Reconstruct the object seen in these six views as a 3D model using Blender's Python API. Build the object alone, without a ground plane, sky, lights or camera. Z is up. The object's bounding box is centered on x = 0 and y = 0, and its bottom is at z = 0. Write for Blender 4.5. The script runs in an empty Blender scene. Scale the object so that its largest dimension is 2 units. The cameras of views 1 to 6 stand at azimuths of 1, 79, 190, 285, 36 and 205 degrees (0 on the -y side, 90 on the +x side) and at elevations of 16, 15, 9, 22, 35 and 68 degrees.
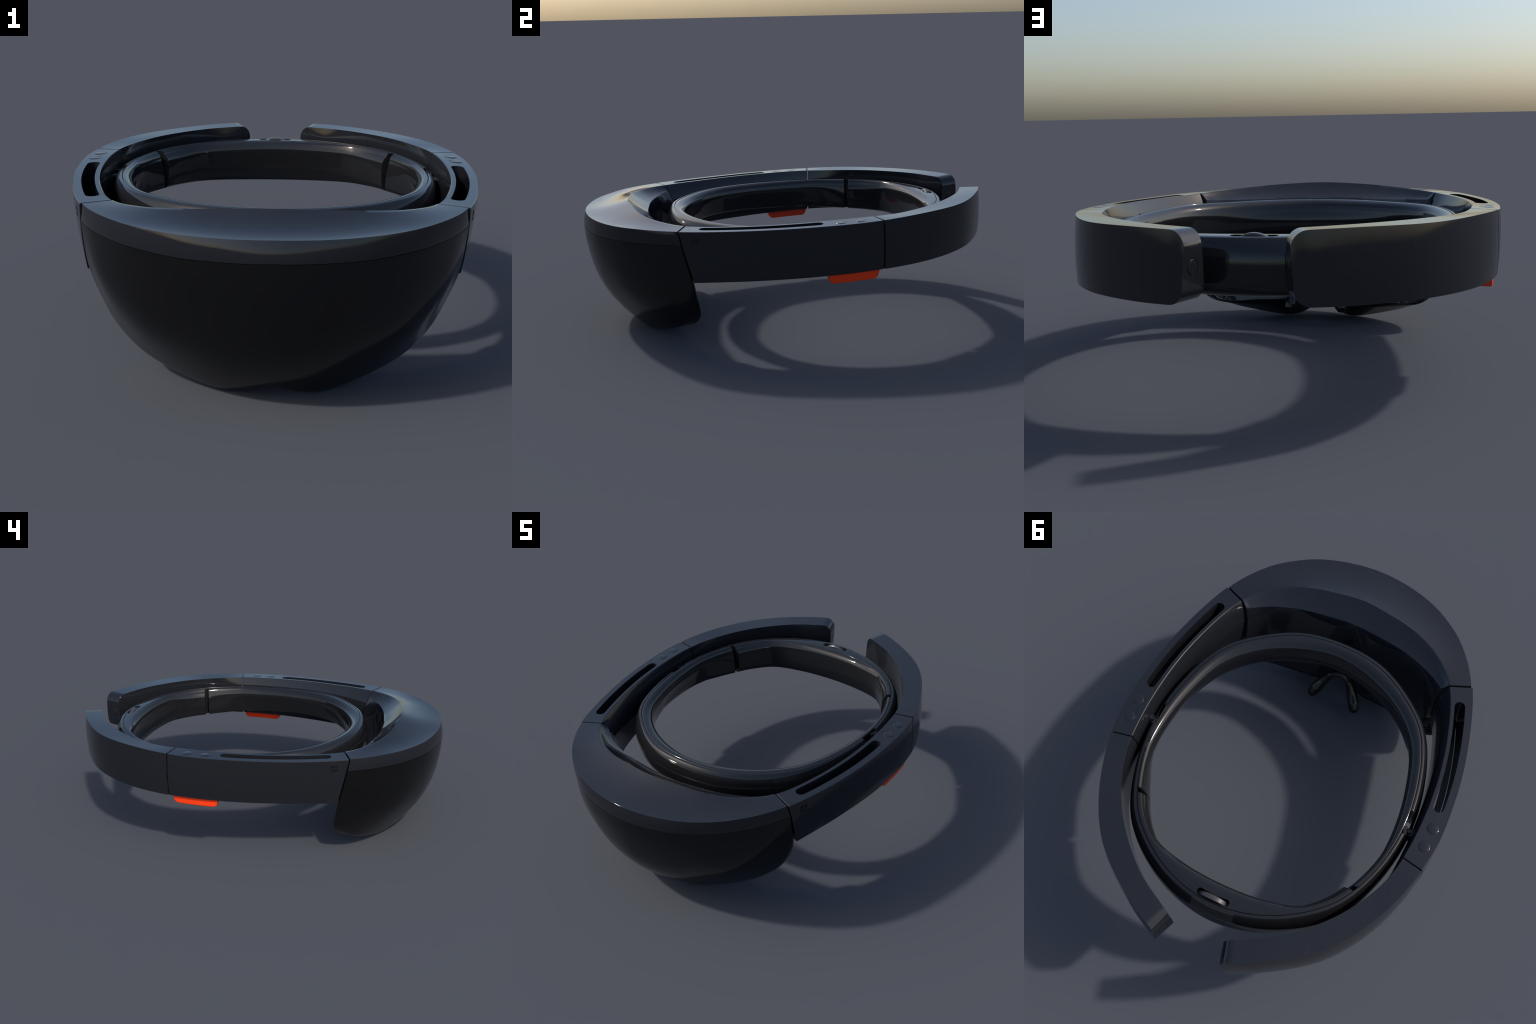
# Wraparound visor headset: brim + dark shield, two side arms, split rear band,
# floating inner head ring with cushions, nose pad.  All lengths in metres.
import bpy, bmesh, math
import numpy as np
from mathutils import Vector, Matrix

V = lambda *a: np.array(a, float)

# ------------------------------------------------------------------ curves
def catmull(P, n=16):
    P = np.asarray(P, float); out = []
    for i in range(1, len(P) - 2):
        p0, p1, p2, p3 = P[i-1:i+3]
        t = np.linspace(0, 1, n, endpoint=False)[:, None]
        out.append(.5*(2*p1 + (p2-p0)*t + (2*p0-5*p1+4*p2-p3)*t*t + (3*p1-p0-3*p2+p3)*t**3))
    out.append(P[-2][None])
    return np.vstack(out)

def curve(Q, start='free', end='free', n=16):
    """dense curve through Q; 'sym' mirrors the neighbour across x = 0"""
    Q = np.asarray(Q, float); M = V(*([-1] + [1]*(Q.shape[1]-1)))
    a = Q[1]*M if start == 'sym' else 2*Q[0]-Q[1]
    b = Q[-2]*M if end == 'sym' else 2*Q[-1]-Q[-2]
    return catmull(np.vstack([a, Q, b]), n)

def arclen(C):
    return np.concatenate([[0], np.cumsum(np.linalg.norm(np.diff(C, axis=0), axis=1))])

def sample(C, s):
    """points at arc-length fractions s of dense curve C"""
    L = arclen(C); s = np.asarray(s)*L[-1]
    return np.stack([np.interp(s, L, C[:, k]) for k in range(C.shape[1])], 1)

def near(C, x, y):
    return int(np.argmin((C[:, 0]-x)**2 + (C[:, 1]-y)**2))

def lerp(a, b, t): return a + (b-a)*t
def smooth(x, a, b):
    t = np.clip((x-a)/(b-a), 0, 1); return t*t*(3-2*t)
def unit(v): return v/np.maximum(np.linalg.norm(v, axis=-1, keepdims=True), 1e-9)

# ------------------------------------------------------------------ meshes
def make(name, verts, faces, mat, parent=None, angle=22, bevel=0, segs=1):
    me = bpy.data.meshes.new(name)
    me.from_pydata([tuple(map(float, v)) for v in verts], [], faces)
    bm = bmesh.new(); bm.from_mesh(me)
    bmesh.ops.remove_doubles(bm, verts=bm.verts, dist=2e-5)
    bmesh.ops.recalc_face_normals(bm, faces=bm.faces)
    bm.to_mesh(me); bm.free()
    ob = bpy.data.objects.new(name, me)
    bpy.context.scene.collection.objects.link(ob)
    if mat: me.materials.append(mat)
    if bevel:
        m = ob.modifiers.new('edge', 'BEVEL'); m.width = bevel; m.segments = segs
        m.limit_method = 'ANGLE'; m.angle_limit = math.radians(38); m.harden_normals = False
        bake(ob)
    shade(ob, angle)
    if parent: ob.parent = parent
    return ob

def shade(ob, angle=22):
    me = ob.data
    me.polygons.foreach_set('use_smooth', [True]*len(me.polygons))
    me.set_sharp_from_angle(angle=math.radians(angle))

def bake(ob):
    dg = bpy.context.evaluated_depsgraph_get()
    me = bpy.data.meshes.new_from_object(ob.evaluated_get(dg))
    ob.modifiers.clear(); old = ob.data; ob.data = me; me.name = ob.name
    bpy.data.meshes.remove(old)

def cut(ob, cutter, angle=22):
    m = ob.modifiers.new('cut', 'BOOLEAN'); m.object = cutter; m.operation = 'DIFFERENCE'; m.solver = 'EXACT'
    bake(ob); bpy.data.objects.remove(cutter, do_unlink=True); shade(ob, angle)

def grid(rows, closed_ring=False, closed_path=False):
    """rows: (n, m, 3) -> verts, quads"""
    rows = np.asarray(rows); n, m = rows.shape[:2]; F = []
    for i in range(n if closed_path else n-1):
        for j in range(m if closed_ring else m-1):
            a, b = i, (i+1) % n; c, d = j, (j+1) % m
            F.append((a*m+c, a*m+d, b*m+d, b*m+c))
    return rows.reshape(-1, 3), F

def loft(name, rings, mat, parent=None, caps=True, closed_path=False, **k):
    rings = np.asarray(rings); n, m = rings.shape[:2]
    v, F = grid(rings, True, closed_path)
    if caps and not closed_path:
        F.append(tuple(range(m))); F.append(tuple((n-1)*m+j for j in range(m)))
    return make(name, v, F, mat, parent, **k)

def mirrored(ob, name=None, parent=None):
    me = ob.data.copy(); me.transform(Matrix.Scale(-1, 4, (1, 0, 0))); me.flip_normals()
    o = bpy.data.objects.new(name or ob.name, me); o.parent = parent or ob.parent
    bpy.context.scene.collection.objects.link(o); shade(o)
    return o

# ------------------------------------------------------------------ materials
def material(name, col, rough, spec=.5, coat=0., grain=0., grain_scale=60., vary=.0, rough_vary=0.):
    m = bpy.data.materials.new(name); m.use_nodes = True
    nt = m.node_tree; N = nt.nodes; L = nt.links; b = N['Principled BSDF']
    tc = N.new('ShaderNodeTexCoord'); nz = N.new('ShaderNodeTexNoise')
    nz.inputs['Scale'].default_value = grain_scale; nz.inputs['Detail'].default_value = 3
    L.new(tc.outputs['Object'], nz.inputs['Vector'])
    cr = N.new('ShaderNodeValToRGB'); c = np.array(col)
    cr.color_ramp.elements[0].position = .3; cr.color_ramp.elements[1].position = .7
    cr.color_ramp.elements[0].color = (*np.clip(c*(1-vary), 0, 1), 1)
    cr.color_ramp.elements[1].color = (*np.clip(c*(1+vary), 0, 1), 1)
    L.new(nz.outputs['Fac'], cr.inputs['Fac']); L.new(cr.outputs['Color'], b.inputs['Base Color'])
    mr = N.new('ShaderNodeMapRange'); mr.inputs['To Min'].default_value = max(rough-rough_vary, 0)
    mr.inputs['To Max'].default_value = rough+rough_vary
    L.new(nz.outputs['Fac'], mr.inputs['Value']); L.new(mr.outputs['Result'], b.inputs['Roughness'])
    b.inputs['Specular IOR Level'].default_value = spec
    b.inputs['Coat Weight'].default_value = coat; b.inputs['Coat Roughness'].default_value = .03
    if grain:
        bp = N.new('ShaderNodeBump'); bp.inputs['Strength'].default_value = grain; bp.inputs['Distance'].default_value = .001
        L.new(nz.outputs['Fac'], bp.inputs['Height']); L.new(bp.outputs['Normal'], b.inputs['Normal'])
    return m

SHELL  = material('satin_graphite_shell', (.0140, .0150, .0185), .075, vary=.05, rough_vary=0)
SHIELD = material('smoked_visor_plastic', (.0038, .0038, .0039), .13, spec=.5, vary=.05)
GLOSS  = material('glossy_black_plastic', (.0125, .0128, .014), .08, vary=.05, rough_vary=0)
LINING = material('visor_lining', (.009, .0092, .0105), .10, vary=.05, rough_vary=0)
SLOT_GREY   = material('slot_grey', (.05, .05, .05), .4)
DARK   = material('dark_recess', (.003, .003, .003), .5)
MARK   = material('emblem_black', (.006, .006, .0065), .3)
ORANGE = material('orange_speaker_plastic', (1.0, .052, .003), .45, vary=.03)
WHEEL  = material('wheel_metal', (.055, .05, .055), .3)
RUBBER = material('soft_nose_rubber', (.006, .006, .007), .25, grain=.1)

# ------------------------------------------------------------------ root
root = bpy.data.objects.new('headset', None); bpy.context.scene.collection.objects.link(root)
root['label'] = 'black wraparound visor headset with floating inner head ring'
root['category'] = 'headset'

# ------------------------------------------------------------------ shell guide curves (+x half)
OUT_TOP = curve([(0, -.988, .573), (.144, -.973, .572), (.282, -.931, .573), (.392, -.868, .574), (.489, -.783, .577), (.581, -.654, .578), (.654, -.480, .580),
                 (.711, -.273, .584), (.743, -.036, .590), (.741, .233, .597), (.667, .506, .606), (.524, .747, .609), (.305, .919, .615), (.050, 1.040, .615)], 'sym', n=40)
IN_TOP = curve([(0, -.780, .612), (.137, -.766, .608), (.272, -.738, .600), (.408, -.672, .589), (.525, -.545, .581), (.602, -.324, .584),
                (.644, -.080, .591), (.648, .188, .599), (.611, .405, .600), (.497, .617, .607), (.318, .798, .611), (.110, .917, .611)], 'sym', n=40)
OUT_BOT = curve([(.607, -.537, .342), (.684, -.261, .350), (.732, .019, .363), (.731, .293, .376), (.657, .546, .383),
                 (.517, .762, .391), (.315, .918, .397), (.087, 1.038, .409)], n=40)
BRIM_SEAM = curve([(0, -1.0, .508), (.138, -.982, .506), (.282, -.934, .506), (.417, -.845, .510), (.531, -.720, .513), (.617, -.586, .518)], 'sym', n=40)

def piece(C, p0, p1):
    return C[near(C, *p0):near(C, *p1)+1]

def section_rows(ot, it, ob_, lean, bulge=.006, n_wall=6, n_in=10):
    """closed cross-section rings between outer-top, inner-top, outer-bottom; lean = inward shift of inner foot"""
    out_n = unit((ot-it)*V(1, 1, 0)); R = []
    ib = it.copy(); ib = it - out_n*lean[:, None]; ib[:, 2] = ob_[:, 2]
    for t in np.linspace(0, 1, n_wall):            # outer wall, gently convex
        R.append(lerp(ot, ob_, t) + out_n*(np.ones(len(ot))*bulge)[:, None]*4*t*(1-t))
    for t in (.33, .67): R.append(lerp(ob_, ib, t))
    for t in np.linspace(0, 1, n_in):
        R.append(np.concatenate([it[:, :2] - (out_n*lean[:, None]*(1-max(0, t-.4)**2/.36))[:, :2], lerp(ib, it, t)[:, 2:]], 1))
    for t in (.33, .67): R.append(lerp(it, ot, t))
    return np.stack(R, 1)

# ------------------------------------------------------------------ side arms
NA = 70
s = np.linspace(0.0075, .9965, NA)
a_ot = sample(piece(OUT_TOP, (.609, -.598), (.728, .298)), s)
a_it = sample(piece(IN_TOP, (.517, -.560), (.637, .285)), s)
a_ob = sample(piece(OUT_BOT, (.607, -.537), (.724, .304)), s)
flare = unit((a_ot-a_it)*V(1, 1, 0))*(.006*(1-smooth(s, 0, .35)))[:, None]   # arm stands slightly proud of the shield
a_ot = a_ot + flare; a_ob = a_ob + flare
rings = section_rows(a_ot, a_it, a_ob, np.interp(s, [0, .35, 1], [.046, .036, .018]))
# the inner foot of the seam runs back along the slanted joint
shift = (.055*(1-smooth(s, 0, .25)))[:, None]*unit(V(.3, 1, 0))
nwall = 6
for j, t in zip(range(nwall, nwall+2+10), [.33, .67] + list(1-np.linspace(0, 1, 10))):
    rings[:, j] += shift*t
arm = loft('side_arm', rings, SHELL, root, bevel=.0022)

def top_point(y0, frac):
    """point on the arm top at position y, frac 0 = inner edge, 1 = outer edge"""
    i = int(np.argmin(np.abs(lerp(a_it, a_ot, frac)[:, 1]-y0))); p = lerp(a_it[i], a_ot[i], frac)
    n = unit(a_ot[i]-a_it[i]); t = unit(V(-n[1], n[0], 0)); return p, n, t

def slot_cutter(C, width, n_of, z_up, depth):
    """rounded vertical slot prism along centre line C"""
    n = len(C); L = arclen(C); r = width/2; up = []
    side = np.array([n_of(i) for i in range(n)]); rows = []
    for i in range(n):
        d = min(L[i], L[-1]-L[i]); h = r*math.sqrt(max(1-(1-min(d/r, 1))**2, .002))
        a, b = C[i]-side[i]*h, C[i]+side[i]*h
        rows.append([a+V(0, 0, z_up), b+V(0, 0, z_up), b-V(0, 0, depth), a-V(0, 0, depth)])
    return loft('cutter', rows, None)

mid = lerp(a_it, a_ot, .42)
i0 = int(np.argmin(np.abs(mid[:, 1]+.498))); i1 = int(np.argmin(np.abs(mid[:, 1]-.038)))
Lf = np.concatenate([[0, .0015, .005, .011, .02, .03, .045], np.linspace(.06, .94, 40), [.955, .97, .98, .989, .995, .9985, 1]])
sl = sample(mid[i0:i1+1], Lf)
def slot_side(i):
    t = unit((sl[min(i+1, len(sl)-1)]-sl[max(i-1, 0)])*V(1, 1, 0)); return V(t[1], -t[0], 0)
cut(arm, slot_cutter(sl, .047, slot_side, .03, .34))
grey_strip = []
for i in range(2, len(sl)-2, 2):      # tray low under the outer part of the slot
    p = sl[i].copy(); p[2] = np.interp(p[1], a_ob[:, 1], a_ob[:, 2]) + .004; d = slot_side(i)
    grey_strip.append([p + d*.022 + V(0, 0, .004), p + d*.022, p - d*.008, p - d*.008 + V(0, 0, .004)])
grey_strip = loft('slot_grey_strip', grey_strip, SLOT_GREY, arm)

# emblem: four recessed panes on the outer wall near the brim
def wall_frame(f, z):
    i = int(f*(NA-1)); p = rings[i, 0]*0
    w = rings[i, :6]; k = np.interp(z, w[::-1, 2], np.arange(5, -1, -1)); a = int(k)
    p = lerp(w[a], w[min(a+1, 5)], k-a); t = unit((a_ot[i+1]-a_ot[i-1])*V(1, 1, 0)); n = V(t[1], -t[0], 0)
    return p, t, n
def box(name, c, ax, mat, parent=None, **k):
    v = [c + sx*ax[0] + sy*ax[1] + sz*ax[2] for sx in (-1, 1) for sy in (-1, 1) for sz in (-1, 1)]
    F = [(0, 1, 3, 2), (4, 6, 7, 5), (0, 4, 5, 1), (2, 3, 7, 6), (0, 2, 6, 4), (1, 5, 7, 3)]
    return make(name, v, F, mat, parent, **k)
pe, te, ne = wall_frame(.082, .536); up = V(0, 0, 1)
panes = []
for ix, iz in ((0, 0), (0, 1), (1, 0), (1, 1)):
    c = pe + te*(.0095*(2*ix-1)) + up*(.0095*(2*iz-1))
    hw, hh = .0078, .0078
    cutter = box('cutter', c, (te*hw, up*hh, ne*.0035), None)
    cut(arm, cutter)
    panes.append(box('emblem_pane', c - ne*.0042, (te*hw*.98, up*hh*.98, ne*.0012), MARK, arm))

# domed buttons on top of the arm
def dome(name, c, n, r, h, mat, parent, edge=.002):
    n = unit(V(*n)); a = unit(np.cross(n, V(0.3, 1, 0.1))); b = np.cross(n, a); rows = []
    prof = [(r, -.012), (r, edge*.6), (r*.975, edge)] + [(r*math.cos(q)*.975, edge+h*math.sin(q)) for q in np.linspace(.15, math.pi/2-.02, 8)]
    for rr, hh in prof:
        rows.append([c + a*rr*math.cos(q) + b*rr*math.sin(q) + n*hh for q in np.linspace(0, 2*math.pi, 40, endpoint=False)])
    return loft(name, rows, mat, parent, angle=40)
domes = []
for y in (.109, .206):
    p, n, t = top_point(y, .53)
    ring_cut = dome('cutter', p, (0, 0, 1), .0258, .0, None, None, edge=.02)
    for v in ring_cut.data.vertices: v.co.z = p[2] + (.02 if v.co.z > p[2] else -.0015)
    cut(arm, ring_cut)
    domes.append(dome('button', p - V(0, 0, .001), (0, 0, 1), .0250, .0022, SHELL, arm, edge=.0008))

# orange speaker pod hanging under the arm
def speaker():
    rows = []; y0, y1 = .052, .288
    for q in np.linspace(0, 1, 40):
        y = lerp(y0, y1, q); i = int(np.argmin(np.abs(a_ob[:, 1]-y)))
        i = min(max(i, 1), NA-2); f = np.interp(y, a_ob[:, 1], np.arange(NA)); i = int(f); p = lerp(a_ob[i], a_ob[i+1], f-i)
        t = unit((a_ob[i+1]-a_ob[i])*V(1, 1, 0)); n = V(t[1], -t[0], 0)
        e = min(q, 1-q)*(y1-y0); r = .028
        low = .044 - (r*(1-math.sqrt(max(1-(1-min(e/r, 1))**2, 0))) if e < r else 0) 
        low *= 1; taper = min(q, 1-q)
        o, w, c = -.015, .056, .006
        P = [(o, .02), (o, -low+c), (o-c*.3, -low+c*.3), (o-c, -low), (o-w+c, -low), (o-w+c*.3, -low+c*.3), (o-w, -low+c), (o-w, .02)]
        rows.append([p + n*a + V(0, 0, b) for a, b in P])
    return loft('speaker', rows, ORANGE, arm, angle=50)
spk = speaker()

# ------------------------------------------------------------------ rear band half
NB = 60; R_END = .052
end_o, end_i = (.151, .999), (.119, .910)
sb = np.concatenate([np.linspace(.003, .87, NB-16), lerp(.87, 1, np.sin(np.linspace(0, 1, 17)[1:]*math.pi/2))])
b_ot = sample(piece(OUT_TOP, (.728, .298), end_o), sb)
b_it = sample(piece(IN_TOP, (.637, .285), end_i), sb)
b_ob = sample(piece(OUT_BOT, (.724, .304), end_o), sb)
Lo = arclen(b_ot); d_end = Lo[-1]-Lo
drop = np.where(d_end < R_END, R_END*(1-np.sqrt(np.clip(1-(1-d_end/R_END)**2, 0, 1))), 0)
b_ot[:, 2] -= drop; b_it[:, 2] -= drop; b_ob[:, 2] += drop*.92
rings_b = section_rows(b_ot, b_it, b_ob, np.interp(sb, [0, .3, .6, .85, 1], [.018, .0, .0, .008, .004]), bulge=.0055*(1-.6*smooth(sb, .93, 1)))
band = loft('rear_band', rings_b, SHELL, root, bevel=.0022)
ec = lerp(lerp(b_ot[-1], b_ob[-1], .5), lerp(b_it[-1], b_ob[-1]*V(0, 0, 1)+b_it[-1]*V(1, 1, 0), .5), .5)
en = unit(np.cross(V(0, 0, 1), (b_ot[-1]-b_it[-1])*V(1, 1, 0))); en = en if en[0] < 0 else -en
rc = dome('cutter', ec, en, .0245, 0, None, None, edge=.02)
bm = bmesh.new(); bm.from_mesh(rc.data)
for v in bm.verts:
    h = (np.array(v.co)-ec)@en; v.co = Vector(np.array(v.co) + en*((.02 if h > 0 else -.003)-h))
bm.to_mesh(rc.data); bm.free(); cut(band, rc)
endb = dome('power_button', ec - en*.0015, en, .0225, .0015, SHELL, band)

# ------------------------------------------------------------------ visor (full width, then split in frame and shield)
def cut_y(z): return -.598 + .257*(.580-np.asarray(z))
U3 = V((0, -.690, .165), (.050, -.640, .118), (.10, -.594, .088), (.20, -.581, .080), (.30, -.571, .080), (.40, -.553, .086), (.468, -.514, .105), (.510, -.498, .143),
       (.543, -.496, .18), (.577, -.514, .25), (.605, -.538, .343), (.612, -.561, .43), (.617, -.586, .518)); U3[-1] = BRIM_SEAM[-1]
K3 = V((0, -.795, .052), (.055, -.757, .024), (.12, -.722, .0), (.20, -.70, .005), (.30, -.66, .032), (.392, -.615, .063), (.456, -.58, .097),
       (.503, -.553, .137), (.537, -.537, .176), (.571, -.538, .25), (.603, -.549, .343), (.6125, -.571, .43), (.617, -.586, .518)); K3[-1] = BRIM_SEAM[-1]
# inner foot: lip of the lens panel, its side edges, then the inner edge of the joint face
I3 = V((0, -.676, .180), (.046, -.632, .132), (.092, -.590, .102), (.19, -.578, .093), (.29, -.568, .092), (.37, -.560, .094), (.42, -.556, .104), (.438, -.548, .16),
       (.448, -.542, .21), (.461, -.525, .28), (.472, -.487, .345), (.471, -.508, .46), (.490, -.541, .553))
# rear edge of the scooped shelf behind the brim crest
SHELF = curve([(0, -.683, .546), (.143, -.670, .546), (.250, -.653, .546), (.335, -.628, .546), (.420, -.590, .548), (.462, -.562, .551), (.490, -.541, .553)], 'sym', n=30)
rad = V(.03, .028, .025, .025, .025, .022, .014, .012, .012, .010, .008, .006, .0)
dent = V(0, 0, 0, 0, 0, 0, .01, .035, .05, .045, 0, 0, 0)
NS = 64
st = np.linspace(0, 1, NS)
def along(T):          # resample a 13-station table at NS stations
    C = curve(np.asarray(T).reshape(13, -1), 'sym' if np.ndim(T) > 1 else 'free', n=24)
    Lu = arclen(curve(U3, 'sym', n=24)); x = st*Lu[-1]
    return np.stack([np.interp(x, Lu, C[:, k]) for k in range(C.shape[1])], 1)
Us, Ks, Is = along(U3), along(K3), along(I3); rs = np.clip(along(rad.reshape(13, 1)), 0, 1); ds = np.clip(along(dent.reshape(13, 1)), 0, 1)
rs[-1] = 0
Bs = sample(BRIM_SEAM, st); Os = sample(OUT_TOP[:near(OUT_TOP, .609, -.598)+1], st); Ts = sample(IN_TOP[:near(IN_TOP, .517, -.560)+1], st)
Bs = Bs + (lambda g: np.stack([g[:, 1], -g[:, 0], 0*st], 1))(unit(np.gradient(Bs, axis=0)*V(1, 1, 0)))*(.005*smooth(st, .4, .7)*(1-smooth(st, .9, 1)))[:, None]
fdir = unit(Ks-Us + V(0, -1e-4, 0)); ndir = unit(Is-Us)
fl = np.linalg.norm(Ks-Us, axis=1, keepdims=True); rs = np.minimum(rs, fl*.8)
prof = V((0, 1), (.02, .86), (.07, .725), (.14, .578), (.26, .42), (.43, .278), (.635, .15), (.825, .055), (.935, .012), (1, 0))
pc = sample(curve(prof, n=20), np.linspace(0, 1, 36))
rows = []
out_b = unit(np.gradient(Bs, axis=0)*V(1, 1, 0)); out_b = np.stack([out_b[:, 1], -out_b[:, 0], 0*st], 1)
shrink = (1-smooth(st, .97, 1))[:, None]
B0 = Bs - V(0, 0, .0014)*shrink
rows.append(B0 - out_b*.012*shrink)
for u, v in pc:
    P = lerp(B0, Ks, u); P[:, 2] = lerp(Ks[:, 2], B0[:, 2], v)
    P += out_b*(.013*smooth(st, .3, .55)*(1-smooth(st, .72, .93)))[:, None]*9.5*u*(1-u)**3      # fuller cheeks
    P += V(0, .010, 0)*(smooth(st, .08, .28)*(1-smooth(st, .5, .7)))[:, None]*6.75*u*u*(1-u)
    rows.append(P)
Rr = Us + fdir*rs
for t in np.linspace(0, 1, 7)[1:]: rows.append(lerp(Ks, Rr, t))
for q in np.linspace(0, math.pi/2, 9)[1:]:
    rows.append(Us + rs*(fdir*(1-math.sin(q)) + ndir*(1-math.cos(q))))
Es = Us + rs*ndir
def both(rows):        # stack (rows, stations, 3) for the half and mirror it
    A = np.stack(rows, 0); return np.concatenate([(A*V(-1, 1, 1))[:, :0:-1], A], 1)
def fair(A, n=60):     # volume-keeping smoothing of the skin, across and down, borders fixed
    A = A.copy()
    for k in range(n):
        for w in (.5, -.52):
            A[1:, 1:-1] += w*(.5*(A[1:, 2:]+A[1:, :-2])-A[1:, 1:-1])
            if k < 25: A[2:34, 1:-1] += w*(.5*(A[3:35, 1:-1]+A[1:33, 1:-1])-A[2:34, 1:-1])
    return A
v, F = grid(fair(both(rows))); shield = make('visor_shield', v, F, SHIELD, root, angle=40)

rows = []
for t in (0, .06, .14, .25, .4, .6, .8, 1):
    rows.append(lerp(Es, Is, t) + V(0, -1, 0)*ds*min(1, max(0, t-.06)*8)*min(1, (1-t)*3))
Ss = sample(SHELF, st)
for t in np.linspace(0, 1, 22)[1:]: rows.append(lerp(Is, Ss, t))
n_shelf = len(rows)-1
for t in np.linspace(0, 1, 8)[1:]: rows.append(lerp(Ss, Ts, t) - V(0, 0, .020)*t*(1-t)*shrink)
for t in np.linspace(0, 1, 12)[1:]:   # dished brim top
    rows.append(lerp(Ts, Os, t) - V(0, 0, .042)*t*(1-t)*(1-smooth(st, .25, .95))[:, None])
for t in np.linspace(0, 1, 8)[1:]: rows.append(lerp(Os, Bs, t) + out_b*.0035*4*t*(1-t)*shrink)
rows.append(Bs - out_b*.012*shrink)
full = both(rows); v, F = grid(full); m = full.shape[1]; nr = len(rows)
for col in (0, m-1):   # end faces of the brim at the arm joints
    F.append(tuple(r*m+col for r in range(n_shelf, nr-1)))
frame = make('visor_brim', v, F, SHELL, root, angle=28, bevel=.0016)

# ------------------------------------------------------------------ nose pad
def tube(name, path, radii, flat, mat, parent, n=14):
    C = curve(path, n=10); r = np.interp(np.linspace(0, len(path)-1, len(C)), range(len(path)), radii); rows = []
    T = unit(np.gradient(C, axis=0))
    for c, t, q in zip(C, T, r):
        a = unit(np.cross(t, V(0, .5, 1))); b = np.cross(a, t)
        rows.append([c + a*q*flat*math.cos(w) + b*q*math.sin(w) for w in np.linspace(0, 2*math.pi, n, endpoint=False)])
    return loft(name, rows, mat, parent, angle=60)
half = [(.118, -.493, .066), (.117, -.497, .070), (.112, -.510, .088), (.100, -.526, .115), (.081, -.545, .150), (.062, -.558, .190), (.038, -.566, .228)]
path = [(-x, y, z) for x, y, z in half] + [(0, -.570, .245)] + half[::-1]
rr = [.006, .020, .029, .031, .027, .021, .017]
tube('nose_pad', path, rr + [.016] + rr[::-1], .95, RUBBER, root)
# stem that fixes the nose pad inside the visor
tube('nose_stem', [(0, -.568, .245), (0, -.59, .25), (0, -.64, .25)], [.013, .012, .012], 1, RUBBER, root)

# ------------------------------------------------------------------ head ring
RO = curve([(0, -.572, .556), (.188, -.547, .556), (.352, -.460, .555), (.498, -.321, .557), (.582, -.114, .558), (.613, .129, .558),
            (.577, .373, .559), (.468, .595, .563), (.254, .754, .568), (0, .813, .571)], 'sym', 'sym', n=30)
RI = curve([(0, -.497, .53), (.263, -.424, .53), (.450, -.261, .532), (.529, -.024, .538), (.552, .205, .545), (.525, .400, .55),
            (.440, .545, .55), (.329, .636, .555), (.172, .677, .56), (0, .689, .56)], 'sym', 'sym', n=30)
NR = 220
j_o, j_i = near(RO, .537, .482), near(RI, .490, .475)
f = .62
sp = np.concatenate([np.linspace(0, 1, int(NR*f)), 1+np.linspace(0, 1, NR-int(NR*f)+1)[1:]])
def two(C, j): return np.vstack([sample(C[:j+1], sp[sp <= 1]), sample(C[j:], sp[sp > 1]-1)])
ro, ri = two(RO, j_o), two(RI, j_i)
ztop = ro[:, 2]; inn = unit((ri-ro)*V(1, 1, 0)); W = np.linalg.norm((ri-ro)*V(1, 1, 0), axis=1)
zbot = np.interp(ro[:, 1], [-.57, -.3, .1, .5, .81], [.420, .412, .402, .396, .394])
def ring_rows(profile, sel):
    """profile(i) -> list of (inward, z)"""
    rows = []
    for i in sel:
        rows.append([ro[i]*V(1, 1, 0) + inn[i]*a + V(0, 0, z) for a, z in profile(i)])
    return np.array(rows)
def close_mirror(A):   # half loop from x=0 to x=0 -> whole closed loop
    return np.concatenate([A, (A*V(-1, 1, 1))[-2:0:-1]], 0)
def sym_open(A):
    return np.concatenate([(A*V(-1, 1, 1))[:0:-1], A], 0)
RIM = .024
def band_prof(i):
    zt, zb = ztop[i], zbot[i]; r = .014 + .0*i
    b = np.interp(ro[i, 1], [-.57, .3, .81], [.017, .013, .021])
    P = V((.010, zb), (-b*.4, zb+.010), (-b*.9, zb+.035), (-b, zb+.07), (-b*.85, zt-.062), (-b*.5, zt-.036), (.002, zt-.013), (.010, zt-.003), (.018, zt))
    P = [tuple(p) for p in sample(curve(P, n=8), np.linspace(0, 1, 26))]
    P += [(RIM-.001, zt), (RIM, zt-.0015), (RIM+.001, zt-.03), (RIM+.001, zb+.02), (RIM, zb)]
    return P
ring = loft('head_band', close_mirror(ring_rows(band_prof, range(len(ro)))), GLOSS, root, caps=False, closed_path=True, angle=40)

def cushion_prof(i):
    zt, zb, w = ztop[i], zbot[i], W[i]; a = RIM+.0015; c = max(w-np.interp(ro[i, 1], [-.35, -.1, .25, .4], [0, .005, .005, 0]), a+.025)
    e = np.interp(ro[i, 1], [-.57, -.33, -.1, .22, .36, .48], [.012, .000, -.026, -.024, .004, .016]); e = max(e, RIM+.004-c)
    return [(a, zb+.006), (a, zt-.002), (a+.001, zt-.0005), (lerp(a, c, .25), zt-.0005), (lerp(a, c, .5), zt-.003), (lerp(a, c, .75), zt-.010), (lerp(a, c, .92), zt-.018), (c, zt-.026),
            (c+.0005, zt-.030), (c+.002, zt-.034), (c+.004, zt-.042), (c+.005+e*.15, zt-.06), (c+.004+e*.5, (zt+zb)/2), (c+.002+e*.8, zb+.04), (c+e, zb+.02), (c+e-.005, zb+.005), (max(c+e-.014, a+.002), zb)]
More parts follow.
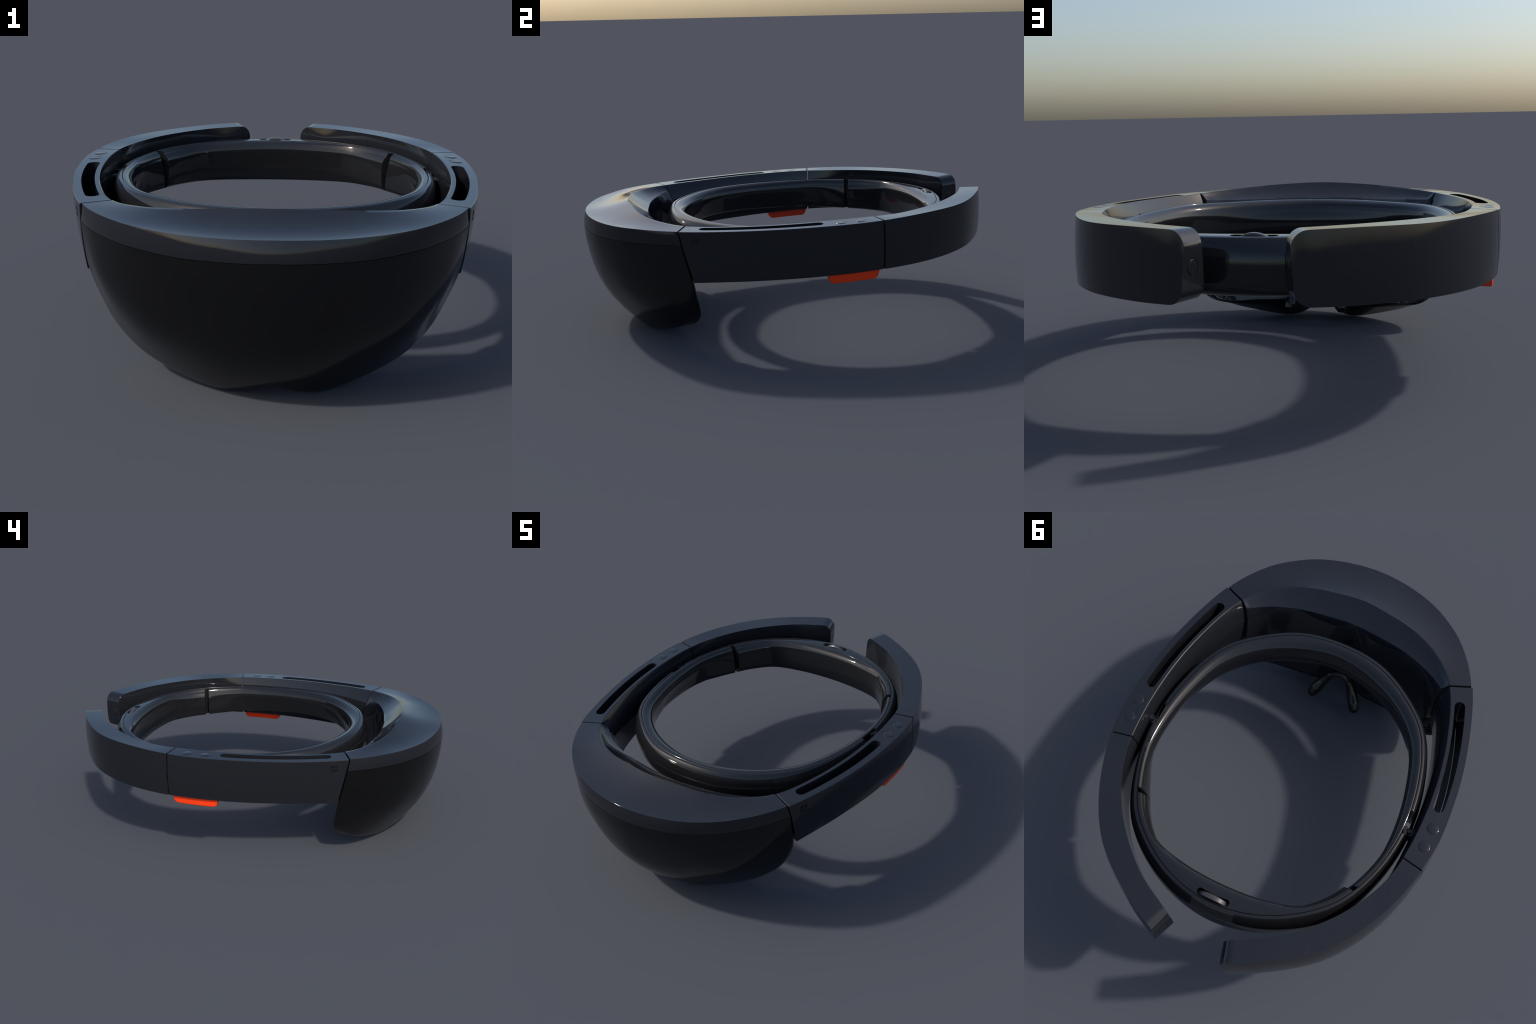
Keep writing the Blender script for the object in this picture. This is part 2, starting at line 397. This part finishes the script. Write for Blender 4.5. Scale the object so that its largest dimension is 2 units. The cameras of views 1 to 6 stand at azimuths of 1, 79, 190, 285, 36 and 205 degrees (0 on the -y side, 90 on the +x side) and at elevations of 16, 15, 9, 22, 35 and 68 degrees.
jn = int(NR*f)
def ends(A, r=.012, n=5):
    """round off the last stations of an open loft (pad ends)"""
    return A
fc = loft('front_cushion', sym_open(ring_rows(cushion_prof, range(0, jn-1))), GLOSS, ring, angle=40, bevel=.004)

def rear_prof(i):
    zt, zb, w = ztop[i], zbot[i], W[i]; a = RIM+.001; c = max(w-.008, a+.028); g = a + (c-a)*.62; e = np.interp(ro[i, 1], [.48, .6, .7, .81], [.016, .013, .004, .002])
    return [(a, zb+.004), (a, zt-.003), (a+.002, zt-.0005), (lerp(a, g, .5), zt+.001), (g, zt), (g+.001, zt-.002), (g+.002, zt-.001), (lerp(g, c, .4), zt-.003), (lerp(g, c, .75), zt-.008), (c, zt-.016),
            (c+.003+e*.28, zt-.023), (c+.004+e*.58, zt-.032), (c+.004+e*.83, zt-.043), (c+.003+e*.97, zt-.058), (c+.003+e, (zt+zb)/2-.01), (c+.002+e, zb+.045), (c+e-.001, zb+.024), (c+e-.006, zb+.008), (c+e-.018, zb)]
A = ring_rows(rear_prof, range(jn+1, len(ro)))
A = np.concatenate([A, (A*V(-1, 1, 1))[-2::-1]], 0)
rc_ = loft('rear_cushion', A, GLOSS, ring, angle=30, bevel=.004)
# liner behind the gap between the two pads
# adjustment wheel slot
n = 24
slc = np.array([(lerp(-.073, .073, (1-math.cos(math.pi*k/(n-1)))/2), .768 - 1.1*lerp(-.073, .073, (1-math.cos(math.pi*k/(n-1)))/2)**2, .571) for k in range(n)])
cutr = slot_cutter(slc, .032, lambda i: V(0, 1, 0), .03, .12); cut(rc_, cutr)
def disc(name, c, axis, r, h, mat, parent, n=64, ridge=0.):
    axis = unit(V(*axis)); a = unit(np.cross(axis, V(0.1, .2, 1))); b = np.cross(axis, a); rows = []
    for rr, hh in [(r*.96, -h), (r, -h*.7), (r, h*.7), (r*.96, h)]:
        rows.append([c + axis*hh + (a*math.cos(q)+b*math.sin(q))*(rr-(ridge if k % 2 else 0)) for k, q in enumerate(np.linspace(0, 2*math.pi, n, endpoint=False))])
    return loft(name, rows, mat, parent, angle=25)
disc('adjustment_wheel', V(0, .766, .4955), (0, 1, 0), .0845, .011, WHEEL, rc_)

# hinges: pocket in the ring top, slider block, and bracket to the arm
def hinge():
    k = [i for i in range(len(ro)) if .048 < ro[i, 1] < .176]
    C = np.array([ro[i] + inn[i]*.013 for i in k]); C = sample(C, (1-np.cos(np.linspace(0, math.pi, 24)))/2)
    def nd(i):
        t = unit((C[min(i+1, 23)]-C[max(i-1, 0)])*V(1, 1, 0)); return V(t[1], -t[0], 0)
    for sx in (1, -1):
        ct = slot_cutter(C, .022, nd, .03, .22)
        if sx < 0:
            ct.data.transform(Matrix.Scale(-1, 4, (1, 0, 0))); ct.data.flip_normals()
        cut(ring, ct)
    i = int(np.argmin(np.abs(ro[:, 1]-.150))) if False else min(k, key=lambda q: abs(ro[q, 1]-.152))
    p, nn = ro[i], -inn[i]; t = V(-nn[1], nn[0], 0)
    blk = box('hinge_slider', p - nn*.013 + V(0, 0, -.028), (t*.022, nn*.0095, V(0, 0, .016)), DARK, ring, bevel=.003)
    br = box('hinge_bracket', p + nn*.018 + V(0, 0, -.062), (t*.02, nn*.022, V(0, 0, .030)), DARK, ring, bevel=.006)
    pin = disc('hinge_pin', p + nn*.004 + V(0, 0, -.020), (0, 0, 1), .008, .006, DARK, ring, n=24)
    return blk, br, pin
hg = hinge()

# ------------------------------------------------------------------ mirrored side
arm_l = mirrored(arm, 'side_arm', root); band_l = mirrored(band, 'rear_band', root)
for o in panes + domes + [spk, grey_strip]: mirrored(o, o.name.split('.')[0], arm_l)
mirrored(endb, 'power_button', band_l)
for o in hg: mirrored(o, o.name.split('.')[0], ring)
